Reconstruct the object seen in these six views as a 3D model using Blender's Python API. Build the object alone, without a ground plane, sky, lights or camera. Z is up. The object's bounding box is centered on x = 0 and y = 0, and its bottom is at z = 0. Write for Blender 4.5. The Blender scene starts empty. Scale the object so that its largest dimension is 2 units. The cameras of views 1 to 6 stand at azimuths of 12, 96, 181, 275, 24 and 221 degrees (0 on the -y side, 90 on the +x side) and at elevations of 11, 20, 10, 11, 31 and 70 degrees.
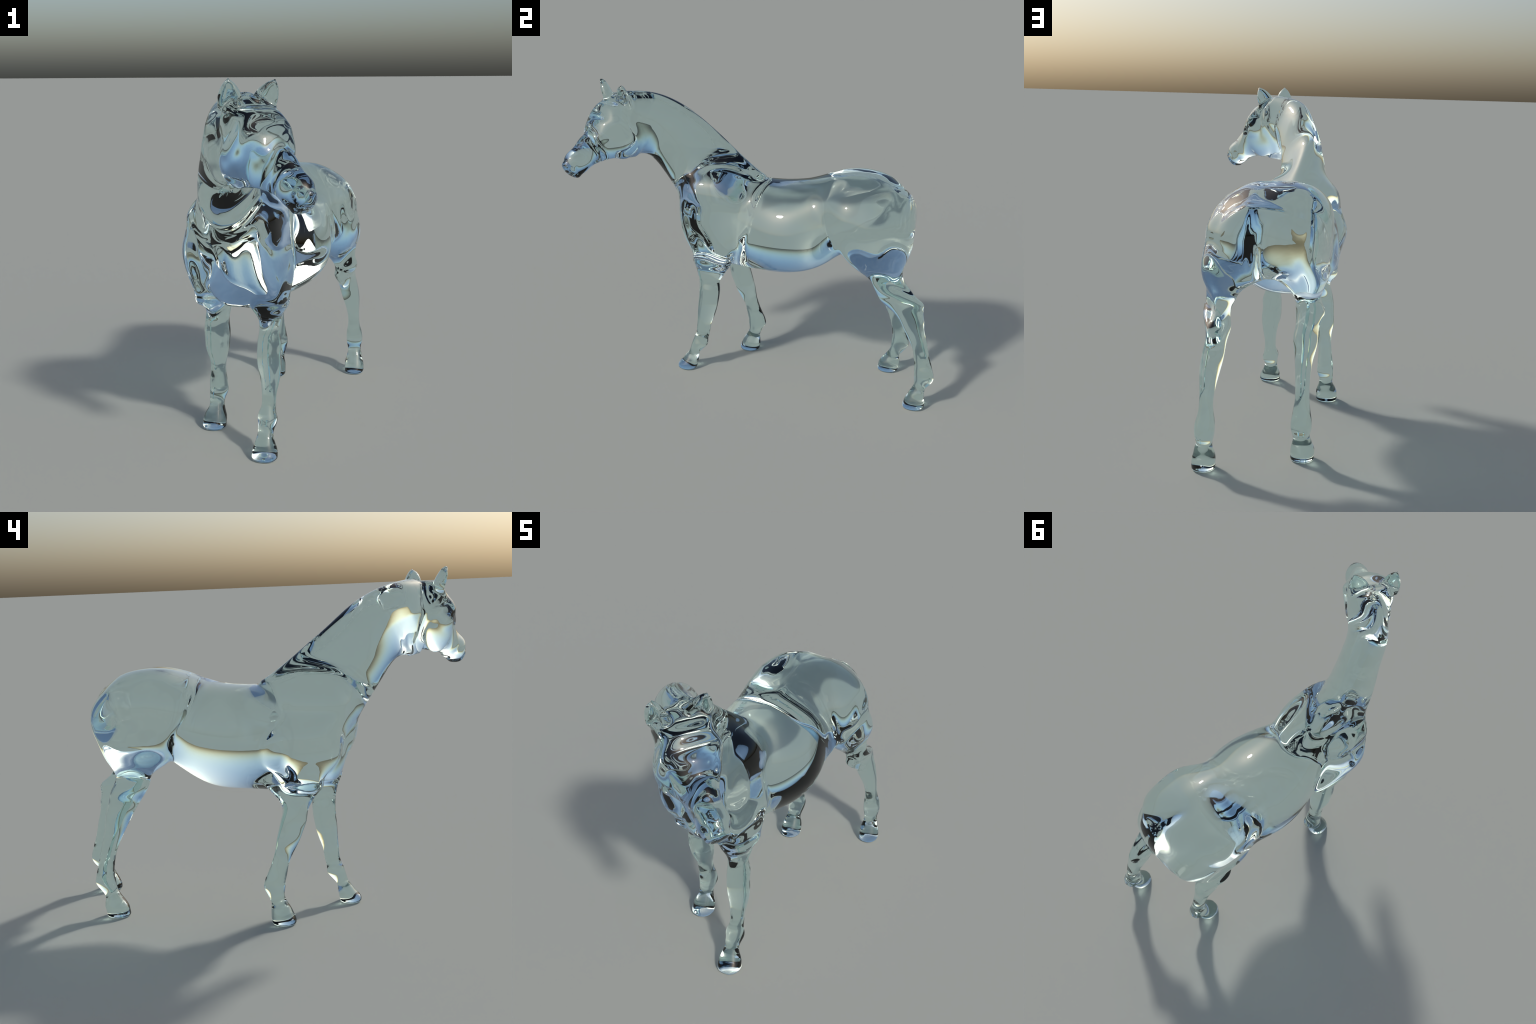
import bpy
import math
import numpy as np

# ---------------------------------------------------------------- body frame
# The horse faces -y, its body swung a little to -x and its head turned to +x.
HEADING = math.radians(9.7)
ORIGIN = np.array([-0.057, 0.0, 0.0])
FWD = np.array([-math.sin(HEADING), -math.cos(HEADING), 0.0])
LEFT = np.array([math.cos(HEADING), -math.sin(HEADING), 0.0])
ZUP = np.array([0.0, 0.0, 1.0])

# ---------------------------------------------------------------- part tables
# torso: t (forward), side offset, top z, widest z, bottom z, half width left and right, roundness above (left, right) and below
TORSO = [
    (-0.785, 0.045, 1.130, 0.983, 0.828, 0.113, 0.123, 1.695, 2.941, 2.161),
    (-0.670, 0.036, 1.171, 0.937, 0.797, 0.166, 0.256, 1.779, 2.640, 2.306),
    (-0.540, 0.032, 1.201, 0.905, 0.814, 0.215, 0.303, 1.866, 2.704, 2.303),
    (-0.400, 0.041, 1.188, 0.890, 0.718, 0.192, 0.300, 1.997, 2.682, 2.134),
    (-0.250, -0.004, 1.144, 0.853, 0.640, 0.267, 0.265, 2.078, 2.745, 2.108),
    (-0.100, 0.003, 1.125, 0.835, 0.618, 0.255, 0.257, 2.098, 2.706, 1.902),
    (0.050, 0.008, 1.135, 0.824, 0.607, 0.201, 0.212, 2.119, 2.722, 1.447),
    (0.200, 0.010, 1.137, 0.837, 0.628, 0.148, 0.162, 2.047, 2.089, 1.751),
    (0.320, 0.009, 1.072, 0.874, 0.661, 0.146, 0.139, 2.062, 2.069, 2.586),
]
# limb masses and legs: z, centre t, centre side, half fore-aft, half side
SHOULDER_LEFT = [
    (1.030, 0.246, 0.056, 0.195, 0.148),
    (0.910, 0.245, 0.079, 0.187, 0.135),
    (0.780, 0.225, 0.092, 0.163, 0.128),
    (0.670, 0.228, 0.139, 0.100, 0.072),
]
SHOULDER_RIGHT = [
    (1.030, 0.276, -0.036, 0.162, 0.173),
    (0.910, 0.215, -0.096, 0.181, 0.158),
    (0.780, 0.186, -0.134, 0.184, 0.097),
    (0.670, 0.205, -0.154, 0.094, 0.064),
]
THIGH_LEFT = [
    (0.980, -0.594, 0.067, 0.181, 0.210),
    (0.880, -0.639, 0.102, 0.181, 0.178),
    (0.780, -0.692, 0.161, 0.139, 0.095),
    (0.700, -0.749, 0.159, 0.093, 0.039),
    (0.620, -0.814, 0.162, 0.084, 0.022),
]
THIGH_RIGHT = [
    (0.980, -0.566, -0.148, 0.261, 0.123),
    (0.880, -0.582, -0.158, 0.218, 0.106),
    (0.780, -0.591, -0.178, 0.154, 0.090),
    (0.700, -0.643, -0.188, 0.066, 0.033),
    (0.620, -0.704, -0.208, 0.020, 0.020),
]
FORELEG_LEFT = [
    (0.000, 0.368, 0.162, 0.054, 0.056),
    (0.025, 0.365, 0.162, 0.054, 0.056),
    (0.050, 0.353, 0.158, 0.046, 0.051),
    (0.075, 0.343, 0.154, 0.038, 0.041),
    (0.100, 0.331, 0.152, 0.032, 0.035),
    (0.125, 0.316, 0.151, 0.037, 0.037),
    (0.150, 0.301, 0.151, 0.045, 0.042),
    (0.175, 0.296, 0.147, 0.043, 0.041),
    (0.200, 0.289, 0.148, 0.040, 0.034),
    (0.225, 0.281, 0.149, 0.039, 0.030),
    (0.250, 0.278, 0.149, 0.039, 0.030),
    (0.300, 0.270, 0.150, 0.043, 0.036),
    (0.350, 0.261, 0.147, 0.050, 0.045),
    (0.400, 0.255, 0.142, 0.055, 0.052),
    (0.450, 0.250, 0.138, 0.057, 0.051),
    (0.500, 0.247, 0.139, 0.058, 0.050),
    (0.550, 0.248, 0.138, 0.060, 0.039),
    (0.600, 0.239, 0.142, 0.079, 0.044),
    (0.680, 0.238, 0.133, 0.096, 0.048),
]
FORELEG_RIGHT = [
    (0.000, 0.103, -0.198, 0.058, 0.055),
    (0.025, 0.100, -0.198, 0.058, 0.055),
    (0.050, 0.094, -0.197, 0.053, 0.054),
    (0.075, 0.089, -0.196, 0.047, 0.046),
    (0.100, 0.081, -0.194, 0.039, 0.036),
    (0.125, 0.072, -0.196, 0.037, 0.035),
    (0.150, 0.064, -0.194, 0.042, 0.039),
    (0.175, 0.059, -0.191, 0.051, 0.042),
    (0.200, 0.061, -0.191, 0.051, 0.041),
    (0.225, 0.068, -0.189, 0.049, 0.039),
    (0.250, 0.076, -0.186, 0.046, 0.036),
    (0.300, 0.091, -0.180, 0.042, 0.034),
    (0.350, 0.109, -0.171, 0.046, 0.040),
    (0.400, 0.126, -0.166, 0.055, 0.053),
    (0.450, 0.141, -0.159, 0.059, 0.057),
    (0.500, 0.155, -0.153, 0.061, 0.059),
    (0.550, 0.164, -0.149, 0.061, 0.054),
    (0.600, 0.164, -0.140, 0.087, 0.047),
    (0.680, 0.139, -0.129, 0.130, 0.032),
]
HIND_LEG_LEFT = [
    (0.000, -0.949, 0.193, 0.058, 0.051),
    (0.025, -0.952, 0.193, 0.058, 0.051),
    (0.050, -0.955, 0.191, 0.052, 0.051),
    (0.075, -0.959, 0.189, 0.044, 0.046),
    (0.100, -0.965, 0.189, 0.038, 0.040),
    (0.125, -0.975, 0.185, 0.036, 0.035),
    (0.150, -0.987, 0.181, 0.045, 0.038),
    (0.175, -0.992, 0.180, 0.052, 0.042),
    (0.200, -0.990, 0.180, 0.052, 0.043),
    (0.225, -0.985, 0.180, 0.049, 0.041),
    (0.250, -0.981, 0.179, 0.046, 0.035),
    (0.300, -0.969, 0.180, 0.042, 0.029),
    (0.350, -0.956, 0.180, 0.042, 0.032),
    (0.400, -0.937, 0.179, 0.048, 0.039),
    (0.450, -0.916, 0.176, 0.055, 0.046),
    (0.500, -0.897, 0.171, 0.068, 0.047),
    (0.550, -0.868, 0.167, 0.089, 0.044),
    (0.600, -0.832, 0.167, 0.113, 0.046),
    (0.650, -0.776, 0.196, 0.077, 0.049),
    (0.720, -0.723, 0.208, 0.046, 0.040),
]
HIND_LEG_RIGHT = [
    (0.000, -0.742, -0.205, 0.059, 0.053),
    (0.025, -0.745, -0.205, 0.059, 0.053),
    (0.050, -0.750, -0.206, 0.059, 0.053),
    (0.075, -0.757, -0.205, 0.050, 0.047),
    (0.100, -0.765, -0.205, 0.039, 0.040),
    (0.125, -0.780, -0.203, 0.038, 0.038),
    (0.150, -0.794, -0.204, 0.044, 0.043),
    (0.175, -0.802, -0.205, 0.050, 0.046),
    (0.200, -0.801, -0.205, 0.047, 0.045),
    (0.225, -0.799, -0.205, 0.043, 0.041),
    (0.250, -0.794, -0.204, 0.041, 0.037),
    (0.300, -0.783, -0.203, 0.040, 0.031),
    (0.350, -0.769, -0.200, 0.042, 0.031),
    (0.400, -0.751, -0.198, 0.047, 0.034),
    (0.450, -0.732, -0.197, 0.055, 0.039),
    (0.500, -0.714, -0.199, 0.066, 0.048),
    (0.550, -0.693, -0.196, 0.074, 0.054),
    (0.600, -0.665, -0.200, 0.081, 0.053),
    (0.650, -0.633, -0.204, 0.082, 0.064),
    (0.720, -0.609, -0.189, 0.072, 0.050),
]
# neck: centre x y z, top radius, bottom radius, half width, up (back, z), slimming of the crest and of the throat
NECK = [
    (-0.105, -0.244, 0.945, 0.319, 0.141, 0.142, 0.800, 0.600, 0.121, -0.448),
    (-0.113, -0.347, 1.081, 0.275, 0.141, 0.135, 0.730, 0.690, 0.214, 0.027),
    (-0.106, -0.442, 1.223, 0.229, 0.142, 0.120, 0.550, 0.830, 0.306, 0.140),
    (-0.081, -0.525, 1.344, 0.182, 0.161, 0.106, 0.280, 0.960, 0.207, 0.269),
    (-0.039, -0.623, 1.419, 0.155, 0.203, 0.102, 0.030, 1.000, 0.154, 0.380),
    (0.053, -0.716, 1.451, 0.140, 0.220, 0.098, -0.050, 1.000, 0.076, 0.517),
]
# head: distance along the axis, top, bottom, half width, height of greatest width, roundness above and below
HEAD_YAW, HEAD_PITCH = 50.9, 43.4
HEAD_ORIGIN = (0.119, -0.805, 1.462)
HEAD = [
    (-0.090, 0.032, -0.119, 0.112, 0.013, 2.706, 2.828),
    (-0.030, 0.066, -0.175, 0.105, 0.004, 2.245, 2.782),
    (0.030, 0.054, -0.169, 0.124, -0.008, 2.284, 2.782),
    (0.080, 0.056, -0.154, 0.106, -0.042, 2.113, 2.847),
    (0.130, 0.039, -0.160, 0.085, -0.052, 1.950, 2.919),
    (0.180, 0.047, -0.136, 0.067, -0.047, 1.917, 2.976),
    (0.250, 0.045, -0.093, 0.055, -0.023, 1.956, 3.002),
    (0.310, 0.050, -0.075, 0.060, -0.016, 1.866, 2.998),
    (0.345, 0.042, -0.072, 0.047, -0.017, 1.771, 2.981),
]

CLEFT = [
    (0.660, -1.020, -0.480, -0.025, 0.090),
    (0.730, -1.020, -0.590, -0.020, 0.050),
    (0.800, -1.020, -0.725, -0.010, 0.022),
    (0.860, -1.020, -0.785, 0.000, 0.012),
    (0.920, -1.020, -0.835, 0.000, 0.006),
]
# features of the face, mirrored: along, up, sideways, three radii
CHEEK = (0.045, -0.140, 0.068, 0.095, 0.082, 0.046)
BROW = (0.080, 0.000, 0.066, 0.045, 0.022, 0.024)
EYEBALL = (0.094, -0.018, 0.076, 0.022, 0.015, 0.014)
NOSTRIL = (0.335, 0.006, 0.048, 0.014, 0.010, 0.012)
# ears: base centre, tip, half width, half thickness, facing direction
EAR_LEFT = ((0.100, -0.715, 1.535), (0.152, -0.722, 1.628), 0.050, 0.026, (0.75, -0.62, 0.2))
EAR_RIGHT = ((0.010, -0.826, 1.535), (0.010, -0.866, 1.633), 0.044, 0.028, (0.1, -0.95, 0.3))


# ---------------------------------------------------------------- field maths
def smooth_table(s, rows, x, flat=True):
    """Cubic interpolation of table rows (values at stations s) at x."""
    s, rows = np.asarray(s, float), np.asarray(rows, float)
    if s[0] > s[-1]:
        s, rows = s[::-1], rows[::-1]
    h = np.diff(s)
    n = len(s)
    d = np.diff(rows, axis=0) / h[:, None]
    # slopes of the cubic spline through the stations
    a, b = np.zeros((n, n)), np.zeros_like(rows)
    a[0, :2], b[0] = (2, 1), 3 * d[0]
    a[-1, -2:], b[-1] = (1, 2), 3 * d[-1]
    if flat:  # constant beyond the last stations, without a kink
        a[0, :2], b[0], a[-1, -2:], b[-1] = (1, 0), 0, (0, 1), 0
    for i in range(1, n - 1):
        a[i, i - 1:i + 2] = 1 / h[i - 1], 2 / h[i - 1] + 2 / h[i], 1 / h[i]
        b[i] = 3 * (d[i - 1] / h[i - 1] + d[i] / h[i])
    m = np.linalg.solve(a, b)
    xc = np.clip(x, s[0], s[-1])
    i = np.clip(np.searchsorted(s, xc) - 1, 0, n - 2)
    u = ((xc - s[i]) / h[i])[:, None]
    hh = h[i][:, None]
    return ((1 + 2 * u) * (1 - u) ** 2 * rows[i] + u * (1 - u) ** 2 * hh * m[i]
            + u * u * (3 - 2 * u) * rows[i + 1] + u * u * (u - 1) * hh * m[i + 1])


def radial(a, b, over, cap, n=2.0):
    """Signed radial distance to a superellipse; a, b are offsets over radii."""
    (u, ru), (v, rv) = a, b
    k = ((np.abs(u) / ru) ** n + (np.abs(v) / rv) ** n) ** (1 / n)
    k = np.sqrt(k * k + (over / cap) ** 2) + 1e-6
    r = np.sqrt(u * u + v * v + over * over) + 1e-6
    return np.maximum(r - r / k, (k - 1) * np.minimum(ru, rv))


def smin(a, b, k):
    h = np.maximum(k - np.abs(a - b), 0) / k
    return np.minimum(a, b) - h * h * k * 0.25


def smax(a, b, k):
    return -smin(-a, -b, k)


def torso_field(p, table, cap=0.07):
    d = p - ORIGIN
    t, l, z = d @ FWD, d @ LEFT, p[:, 2]
    tab = np.asarray(table)
    s = tab[:, 0]
    off, top, mid, bot, wide_l, wide_r, nu_l, nu_r, nl = smooth_table(s, tab[:, 1:], t).T
    over = np.maximum(np.maximum(s.min() - t, t - s.max()), 0)
    v = z - mid
    rv = np.where(v > 0, top - mid, mid - bot)
    u = l - off
    return radial((u, np.where(u > 0, wide_l, wide_r)), (v, rv), over, cap,
                  np.where(v > 0, np.where(u > 0, nu_l, nu_r), nl))


def limb_field(p, table, cap=0.05, n=2.2, foot=False, dome=0.05):
    d = p - ORIGIN
    t, l, z = d @ FWD, d @ LEFT, p[:, 2]
    tab = np.asarray(table)
    s = tab[:, 0]
    ct, cl, ht, hl = smooth_table(s, tab[:, 1:], z).T
    if foot:
        over = np.maximum(z - s.max(), 0)
    else:
        over = np.maximum(np.maximum(s.min() - z, (z - s.max()) * cap / dome), 0)
    f = radial((t - ct, ht), (l - cl, hl), over, cap, n)
    if foot:
        f = smax(f, -z, 0.010)
    return f


def cleft_field(p, table):
    """Wedge between the thighs: z, rear t, front t, side offset, half width."""
    d = p - ORIGIN
    t, l, z = d @ FWD, d @ LEFT, p[:, 2]
    tab = np.asarray(table)
    s = tab[:, 0]
    t0, t1, off, half = smooth_table(s, tab[:, 1:], z).T
    over = np.maximum(z - s.max(), 0)
    return radial((t - (t0 + t1) / 2, (t1 - t0) / 2), (l - off, half), over, 0.06, 2.0)


def neck_field(p, table, n=2.15):
    tab = np.asarray(table, float)
    k = np.linspace(0, len(tab) - 1, 56)
    dense = smooth_table(np.arange(len(tab)), tab, k, flat=False)
    c, rt, rb, hw, uy, uz, slim, slim_low = dense[:, :3], *dense[:, 3:].T
    tan = np.gradient(c, axis=0)
    tan /= np.linalg.norm(tan, axis=1)[:, None]
    # up lies in the plane of the crest: horizontal part along the heading of the neck
    head = tan[:, :2] / np.linalg.norm(tan[:, :2], axis=1)[:, None]
    up = np.stack([-head[:, 0] * uy, -head[:, 1] * uy, uz], 1)
    up -= (up * tan).sum(1)[:, None] * tan
    up /= np.linalg.norm(up, axis=1)[:, None]
    lat = np.cross(up, tan)
    best = np.full(len(p), 1e9)
    num = np.zeros(len(p))
    for i in range(len(c) - 1):
        e = c[i + 1] - c[i]
        w = (p - c[i]) @ e / (e @ e)
        wc = np.clip(w, 0, 1)
        q = p - (c[i] + wc[:, None] * e)
        dd = (q * q).sum(1)
        m = dd < best
        best[m] = dd[m]
        lo, hi = (-1e9 if i == 0 else 0), (1e9 if i == len(c) - 2 else 1)
        num[m] = i + np.clip(w, lo, hi)[m]
    over = np.maximum(np.maximum(-num, num - (len(c) - 1)), 0)
    step = np.linalg.norm(np.gradient(c, axis=0), axis=1)
    last = len(c) - 1
    for _ in range(3):  # slide to the section that really holds the point
        j = np.clip(num, 0, last - 1e-6)
        i = j.astype(int)
        f = (j - i)[:, None]
        t = tan[i] * (1 - f) + tan[i + 1] * f
        gap = ((p - c[i] * (1 - f) - c[i + 1] * f) * t).sum(1) / step[i]
        num = np.where((num > 0) & (num < last), np.clip(num + np.clip(gap, -0.7, 0.7), 0, last), num)
    over = np.maximum(np.maximum(-num, num - last), 0)
    step = step[-1]
    j = np.clip(num, 0, len(c) - 1.000001)
    i = j.astype(int)
    f = (j - i)[:, None]
    mix = lambda a: a[i] * (1 - f) + a[i + 1] * f
    q = p - mix(c)
    r = mix(np.stack([rt, rb, hw, slim, slim_low], 1))
    u, v = (q * mix(lat)).sum(1), (q * mix(up)).sum(1)
    wide = r[:, 2] * (1 - r[:, 3] * np.clip(v / r[:, 0], 0, 1) - r[:, 4] * np.clip(-v / r[:, 1], 0, 1))
    return radial((u, wide), (v, np.where(v > 0, r[:, 0], r[:, 1])), over * step, 0.05, n)


def head_axes(yaw, pitch):
    a, b = math.radians(yaw), math.radians(pitch)
    h = np.array([math.sin(a), -math.cos(a), 0.0])
    axis = h * math.cos(b) - ZUP * math.sin(b)
    up = h * math.sin(b) + ZUP * math.cos(b)
    return axis, up, np.cross(up, axis)


def head_field(p, table, origin, yaw, pitch, cap=0.025):
    axis, up, lat = head_axes(yaw, pitch)
    d = p - np.asarray(origin)
    w, v, l = d @ axis, d @ up, d @ lat
    tab = np.asarray(table)
    s = tab[:, 0]
    top, bot, half, mid, nu, nl = smooth_table(s, tab[:, 1:], w).T
    over = np.where(w < s.min(), (s.min() - w) * 0.4, np.maximum(w - s.max(), 0))
    q = v - mid
    f = radial((l, half), (q, np.where(q > 0, top - mid, mid - bot)), over, cap, np.where(q > 0, nu, nl))
    side = np.abs(l)

    def bump(cw, cv, cl, rw, rv, rl):
        k = np.sqrt(((w - cw) / rw) ** 2 + ((v - cv) / rv) ** 2 + ((side - cl) / rl) ** 2)
        return (k - 1) * min(rw, rv, rl)

    f = smin(f, bump(*CHEEK), 0.03)
    f = smin(f, bump(*BROW), 0.035)
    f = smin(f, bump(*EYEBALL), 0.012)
    f = smax(f, -bump(*NOSTRIL), 0.012)
    return f


def ear_field(p, ear):
    base, tip, half, thick, face = (np.asarray(x, float) for x in ear)
    a = tip - base
    length = np.linalg.norm(a)
    a = a / length
    f = face - (face @ a) * a
    f /= np.linalg.norm(f)
    side = np.cross(a, f)
    d = p - base
    w, u, v = d @ a / length, d @ side, d @ f
    wc = np.clip(w, 0, 1)
    taper = np.clip(1 - wc ** 2.3, 0.0, 1) ** 0.75 + 0.10
    hw, ht = half * taper, thick * (0.35 + 0.65 * taper)
    over = np.maximum(np.maximum(-w, w - 0.97), 0) * length
    body = radial((u, hw), (v, ht), over, 0.012)
    # hollow of the ear
    cup = radial((u, hw * 0.62), (v - ht * 1.05, ht * 0.85), np.maximum(np.maximum(0.28 - w, w - 0.8), 0) * length, 0.02)
    return smax(body, -cup, 0.008)


BOX = {}


def all_fields(p, q):
    """The field of every part at points p; parts whose box is far count as 1."""
    makers = {
        "torso": lambda x: torso_field(x, q["TORSO"]),
        "shoulder_left": lambda x: limb_field(x, q["SHOULDER_LEFT"], 0.045, 3.0, dome=0.15),
        "shoulder_right": lambda x: limb_field(x, q["SHOULDER_RIGHT"], 0.045, 3.0, dome=0.15),
        "thigh_left": lambda x: limb_field(x, q["THIGH_LEFT"], 0.07, 3.0, dome=0.18),
        "thigh_right": lambda x: limb_field(x, q["THIGH_RIGHT"], 0.07, 3.0, dome=0.18),
        "foreleg_left": lambda x: limb_field(x, q["FORELEG_LEFT"], foot=True),
        "foreleg_right": lambda x: limb_field(x, q["FORELEG_RIGHT"], foot=True),
        "hind_leg_left": lambda x: limb_field(x, q["HIND_LEG_LEFT"], foot=True),
        "hind_leg_right": lambda x: limb_field(x, q["HIND_LEG_RIGHT"], foot=True),
        "neck": lambda x: neck_field(x, q["NECK"]),
        "head": lambda x: head_field(x, q["HEAD"], q["HEAD_ORIGIN"], q["HEAD_YAW"], q["HEAD_PITCH"]),
        "ear_left": lambda x: ear_field(x, q["EAR_LEFT"]),
        "ear_right": lambda x: ear_field(x, q["EAR_RIGHT"]),
        "cleft": lambda x: cleft_field(x, q["CLEFT"]),
    }
    out = {"height": p[:, 2], "along": (p - ORIGIN) @ FWD}
    for name, make in makers.items():
        if name not in BOX:
            out[name] = make(p)
            continue
        lo, hi = BOX[name]
        m = ((p > lo) & (p < hi)).all(1)
        v = np.ones(len(p))
        if m.any():
            v[m] = make(p[m])
        out[name] = v
    return out


def find_boxes():
    """Boxes around each part, wide enough for every blend."""
    BOX.clear()
    axes = [np.arange(-0.55, 0.55, 0.03), np.arange(-1.15, 1.15, 0.03), np.arange(-0.1, 1.8, 0.03)]
    p = np.stack(np.meshgrid(*axes, indexing="ij"), -1).reshape(-1, 3)
    for name, v in all_fields(p, TABLES).items():
        if name in ("height", "along"):
            continue
        near = p[v < 0.19]
        BOX[name] = (near.min(0) - 0.03, near.max(0) + 0.03)


def blend(f):
    # creased low down, melting into the back higher up
    rise = np.clip((f["height"] - 0.93) / 0.20, 0, 1)
    rise = rise * rise * (3 - 2 * rise)
    rear = np.clip((-0.60 - f["along"]) / 0.14, 0, 1)
    melt = np.maximum(rise, rear * rear * (3 - 2 * rear))
    body = f["torso"]
    for name, low, high in (("shoulder_left", 0.02, 0.10), ("shoulder_right", 0.02, 0.10),
                            ("thigh_left", 0.025, 0.13), ("thigh_right", 0.025, 0.13)):
        body = smin(body, f[name], low + (high - low) * (melt if name[0] == "t" else rise))
    body = smax(body, -f["cleft"], 0.03)
    body = smin(body, f["neck"], 0.045)
    for leg in ("foreleg_left", "foreleg_right", "hind_leg_left", "hind_leg_right"):
        body = smin(body, f[leg], 0.05)
    body = smin(body, f["head"], 0.03)
    body = smin(body, f["ear_left"], 0.012)
    return smin(body, f["ear_right"], 0.012)


NAMES = ("TORSO SHOULDER_LEFT SHOULDER_RIGHT THIGH_LEFT THIGH_RIGHT FORELEG_LEFT FORELEG_RIGHT HIND_LEG_LEFT "
         "HIND_LEG_RIGHT NECK CLEFT HEAD HEAD_ORIGIN HEAD_YAW HEAD_PITCH EAR_LEFT EAR_RIGHT").split()
TABLES = {name: globals()[name] for name in NAMES}


def field(p):
    return blend(all_fields(p, TABLES))


# ---------------------------------------------------------------- surface
def surface_nets(step=0.0065, block=12):
    """Mesh the zero level of the field: sparse blocks, one vertex per crossed cell."""
    low, high = np.array([-0.50, -1.06, -0.03]), np.array([0.48, 1.06, 1.69])
    nb = np.ceil((high - low) / (step * block)).astype(int)
    ids = np.stack(np.meshgrid(*[np.arange(n) for n in nb], indexing="ij"), -1).reshape(-1, 3)
    centre = low + (ids + 0.5) * block * step
    near = np.abs(field(centre)) < block * step * 1.6
    ids = ids[near]
    dims = nb * block + 1
    grid = np.full(dims, 1.0, np.float32)
    known = np.zeros(dims, bool)
    k = np.stack(np.meshgrid(*[np.arange(block + 1)] * 3, indexing="ij"), -1).reshape(-1, 3)
    for chunk in np.array_split(ids, max(1, len(ids) // 60)):
        cells = (chunk[:, None, :] * block + k[None]).reshape(-1, 3)
        v = field(low + cells * step)
        grid[tuple(cells.T)] = v
        known[tuple(cells.T)] = True
    inside = grid < 0
    corner = [(a, b, c) for a in (0, 1) for b in (0, 1) for c in (0, 1)]
    cut = lambda g, o: g[o[0]:g.shape[0] - 1 + o[0], o[1]:g.shape[1] - 1 + o[1], o[2]:g.shape[2] - 1 + o[2]]
    count = sum(cut(inside, o).astype(np.int8) for o in corner)
    full = np.logical_and.reduce([cut(known, o) for o in corner])
    active = (count > 0) & (count < 8) & full
    cell = np.argwhere(active)
    index = np.full(active.shape, -1, np.int64)
    index[active] = np.arange(len(cell))
    total, hits = np.zeros((len(cell), 3)), np.zeros(len(cell))
    for a in corner:
        for axis in range(3):
            if a[axis]:
                continue
            b = list(a)
            b[axis] = 1
            fa, fb = (grid[tuple((cell + np.array(c)).T)] for c in (a, b))
            m = (fa < 0) != (fb < 0)
            w = fa[m] / (fa[m] - fb[m])
            q = np.array(a, float)[None].repeat(m.sum(), 0)
            q[:, axis] += w
            total[m] += q
            hits[m] += 1
    verts = low + (cell + total / hits[:, None]) * step
    quads = []
    for axis in range(3):
        u, v = (axis + 1) % 3, (axis + 2) % 3
        e = np.zeros(3, int)
        e[axis] = 1
        lo = inside[:-1, :-1, :-1]
        hi = cut(inside, e)
        edge = np.argwhere((lo != hi) & active)
        edge = edge[(edge[:, u] > 0) & (edge[:, v] > 0)]
        du, dv = np.eye(3, dtype=int)[u], np.eye(3, dtype=int)[v]
        c = [edge, edge - du, edge - du - dv, edge - dv]
        quad = np.stack([index[tuple(x.T)] for x in c], 1)
        flip = ~lo[tuple(edge.T)]
        quad[flip] = quad[flip][:, ::-1]
        quads.append(quad[(quad >= 0).all(1)])
    return verts, np.concatenate(quads)


STEP = 0.005
find_boxes()


# ---------------------------------------------------------------- build in Blender


def relax(verts, quads, rounds, step, hold=True):
    """Smooth a quantity over the quad edges; hold keeps the volume (Taubin)."""
    edges = np.unique(np.sort(np.concatenate([quads[:, [i, (i + 1) % 4]] for i in range(4)]), axis=1), axis=0)
    n = len(verts)
    deg = np.bincount(edges.ravel(), minlength=n)[:, None]
    for _ in range(rounds):
        for s in (step, -step * 1.02) if hold else (step,):
            acc = np.stack([np.bincount(edges[:, 0], verts[edges[:, 1], k], n)
                            + np.bincount(edges[:, 1], verts[edges[:, 0], k], n) for k in range(3)], 1)
            verts = verts + s * (acc / deg - verts)
    return verts


def snap(verts, rounds=2):
    """Newton steps onto the zero level."""
    h = 0.0015
    for _ in range(rounds):
        f = field(verts)
        g = np.stack([field(verts + np.eye(3)[k] * h) - field(verts - np.eye(3)[k] * h) for k in range(3)], 1) / (2 * h)
        g2 = np.maximum((g * g).sum(1), 0.15)
        verts = verts - np.clip(f / g2, -0.004, 0.004)[:, None] * g
    return verts


def make_glass():
    mat = bpy.data.materials.new("clear_tinted_glass")
    mat.use_nodes = True
    nt = mat.node_tree
    bsdf = nt.nodes["Principled BSDF"]
    bsdf.inputs["Base Color"].default_value = (*GLASS_TINT, 1)
    bsdf.inputs["Roughness"].default_value = 0.0
    bsdf.inputs["IOR"].default_value = GLASS_IOR
    bsdf.inputs["Transmission Weight"].default_value = 1.0
    return mat


GLASS_TINT, GLASS_IOR = (0.765, 0.945, 0.93), 1.5

verts, quads = surface_nets(STEP)
verts = relax(verts, quads, 3, 0.5)
verts = snap(verts)
verts = relax(verts, quads, 40, 0.5)
verts[:, 2] = np.maximum(verts[:, 2], 0.0)

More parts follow.
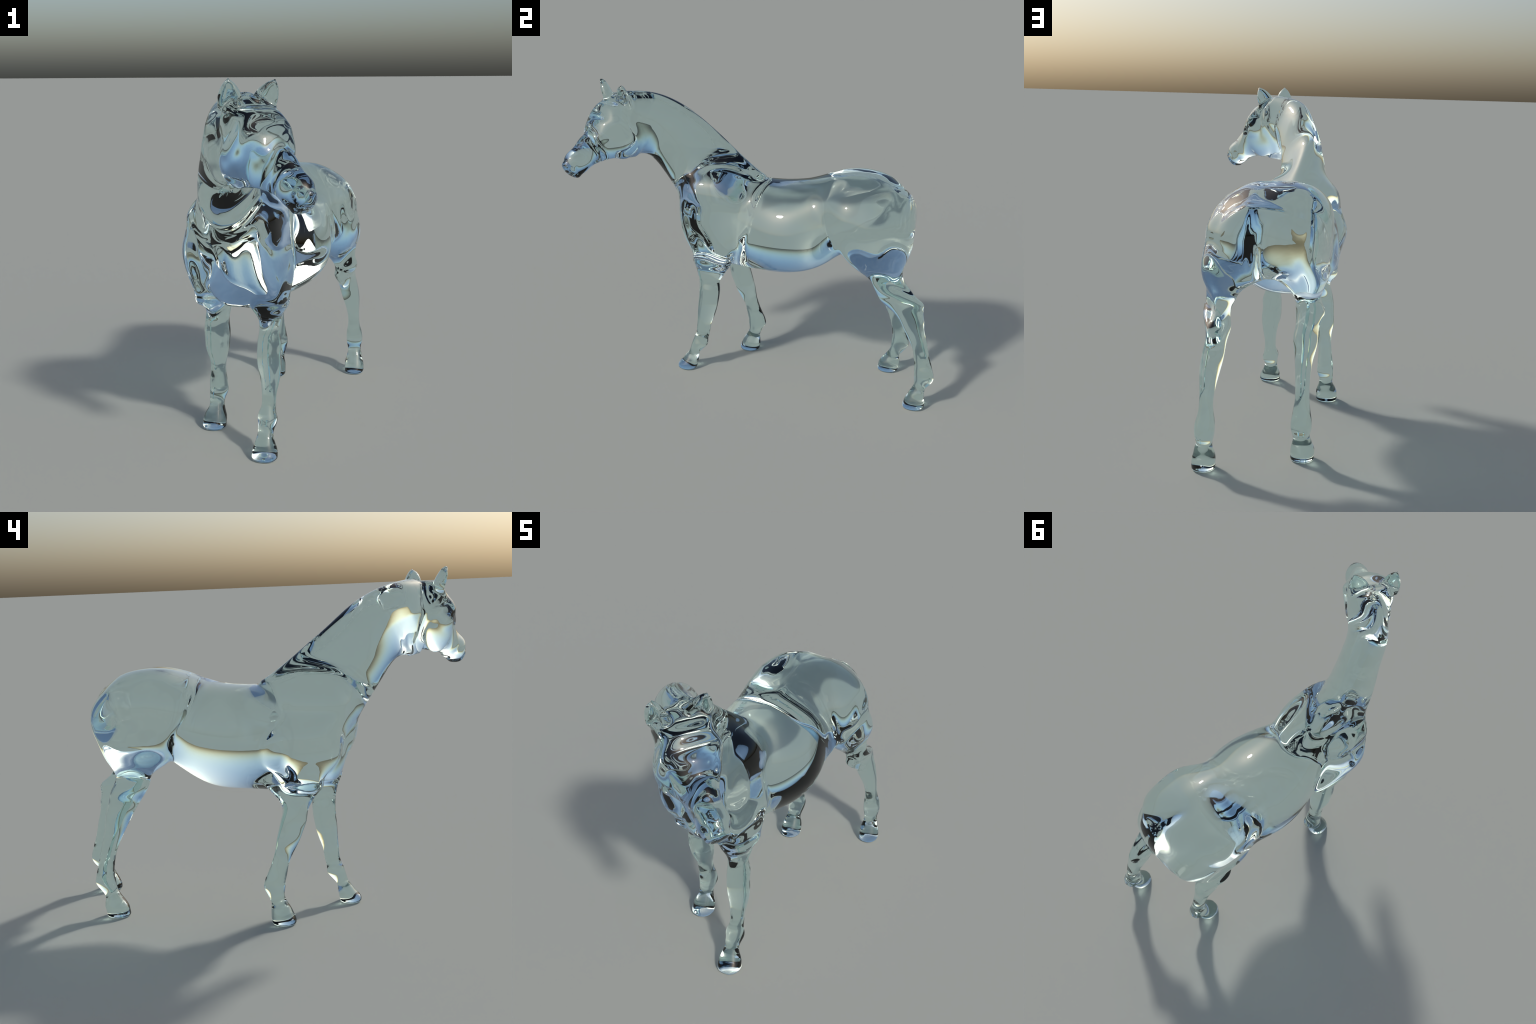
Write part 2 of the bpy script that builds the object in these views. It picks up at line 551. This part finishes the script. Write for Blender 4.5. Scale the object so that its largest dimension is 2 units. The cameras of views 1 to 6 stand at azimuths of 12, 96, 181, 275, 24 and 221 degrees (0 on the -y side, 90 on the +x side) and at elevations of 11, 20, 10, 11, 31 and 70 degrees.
# which part owns each face
centres = verts[quads].mean(1)
f = all_fields(centres, TABLES)
legs = ["foreleg_left", "foreleg_right", "hind_leg_left", "hind_leg_right"]
owners = {"torso": ["torso", "shoulder_left", "shoulder_right", "thigh_left", "thigh_right"], "neck": ["neck"], "head": ["head"],
          "ear_left": ["ear_left"], "ear_right": ["ear_right"], **{k: [k] for k in legs}}
keys = list(owners)
score = np.stack([np.min([f[m] for m in owners[k]], axis=0) for k in keys], 1)
owner = score.argmin(1)
nearest_leg = np.stack([f[k] for k in legs], 1).argmin(1)
HOOF_TOP = 0.062
for i, k in enumerate(legs):
    owner[(centres[:, 2] < 0.5) & (nearest_leg == i)] = keys.index(k)
    keys.append("hoof_of_" + k)
    owner[(centres[:, 2] < HOOF_TOP) & (nearest_leg == i)] = len(keys) - 1

whole = bpy.data.meshes.new("whole")
whole.from_pydata(verts.tolist(), [], quads.tolist())
whole.polygons.foreach_set("use_smooth", np.ones(len(quads), bool))
whole.update()
normals = np.empty(len(verts) * 3, np.float32)
whole.vertices.foreach_get("normal", normals)
normals = normals.reshape(-1, 3).astype(float)
normals = relax(normals, quads, 3, 0.6, hold=False)
normals /= np.linalg.norm(normals, axis=1)[:, None]
bpy.data.meshes.remove(whole)

glass = make_glass()
root = bpy.data.objects.new("glass_horse", None)
root["label"] = "clear glass horse figurine standing with head turned aside"
root["category"] = "horse figurine"
bpy.context.scene.collection.objects.link(root)


def make_part(name, key, parent):
    mine = quads[owner == keys.index(key)]
    used, inverse = np.unique(mine, return_inverse=True)
    me = bpy.data.meshes.new(name)
    me.from_pydata(verts[used].tolist(), [], inverse.reshape(-1, 4).tolist())
    me.polygons.foreach_set("use_smooth", np.ones(len(mine), bool))
    me.update()
    me.normals_split_custom_set_from_vertices(normals[used].tolist())
    me.materials.append(glass)
    ob = bpy.data.objects.new(name, me)
    bpy.context.scene.collection.objects.link(ob)
    ob.parent = parent
    return ob


make_part("torso", "torso", root)
make_part("neck", "neck", root)
head = make_part("head", "head", root)
for side in ("left", "right"):
    make_part("ear", "ear_" + side, head)
    for kind in ("foreleg", "hind_leg"):
        leg = make_part(kind, kind + "_" + side, root)
        make_part("hoof", "hoof_of_" + kind + "_" + side, leg)
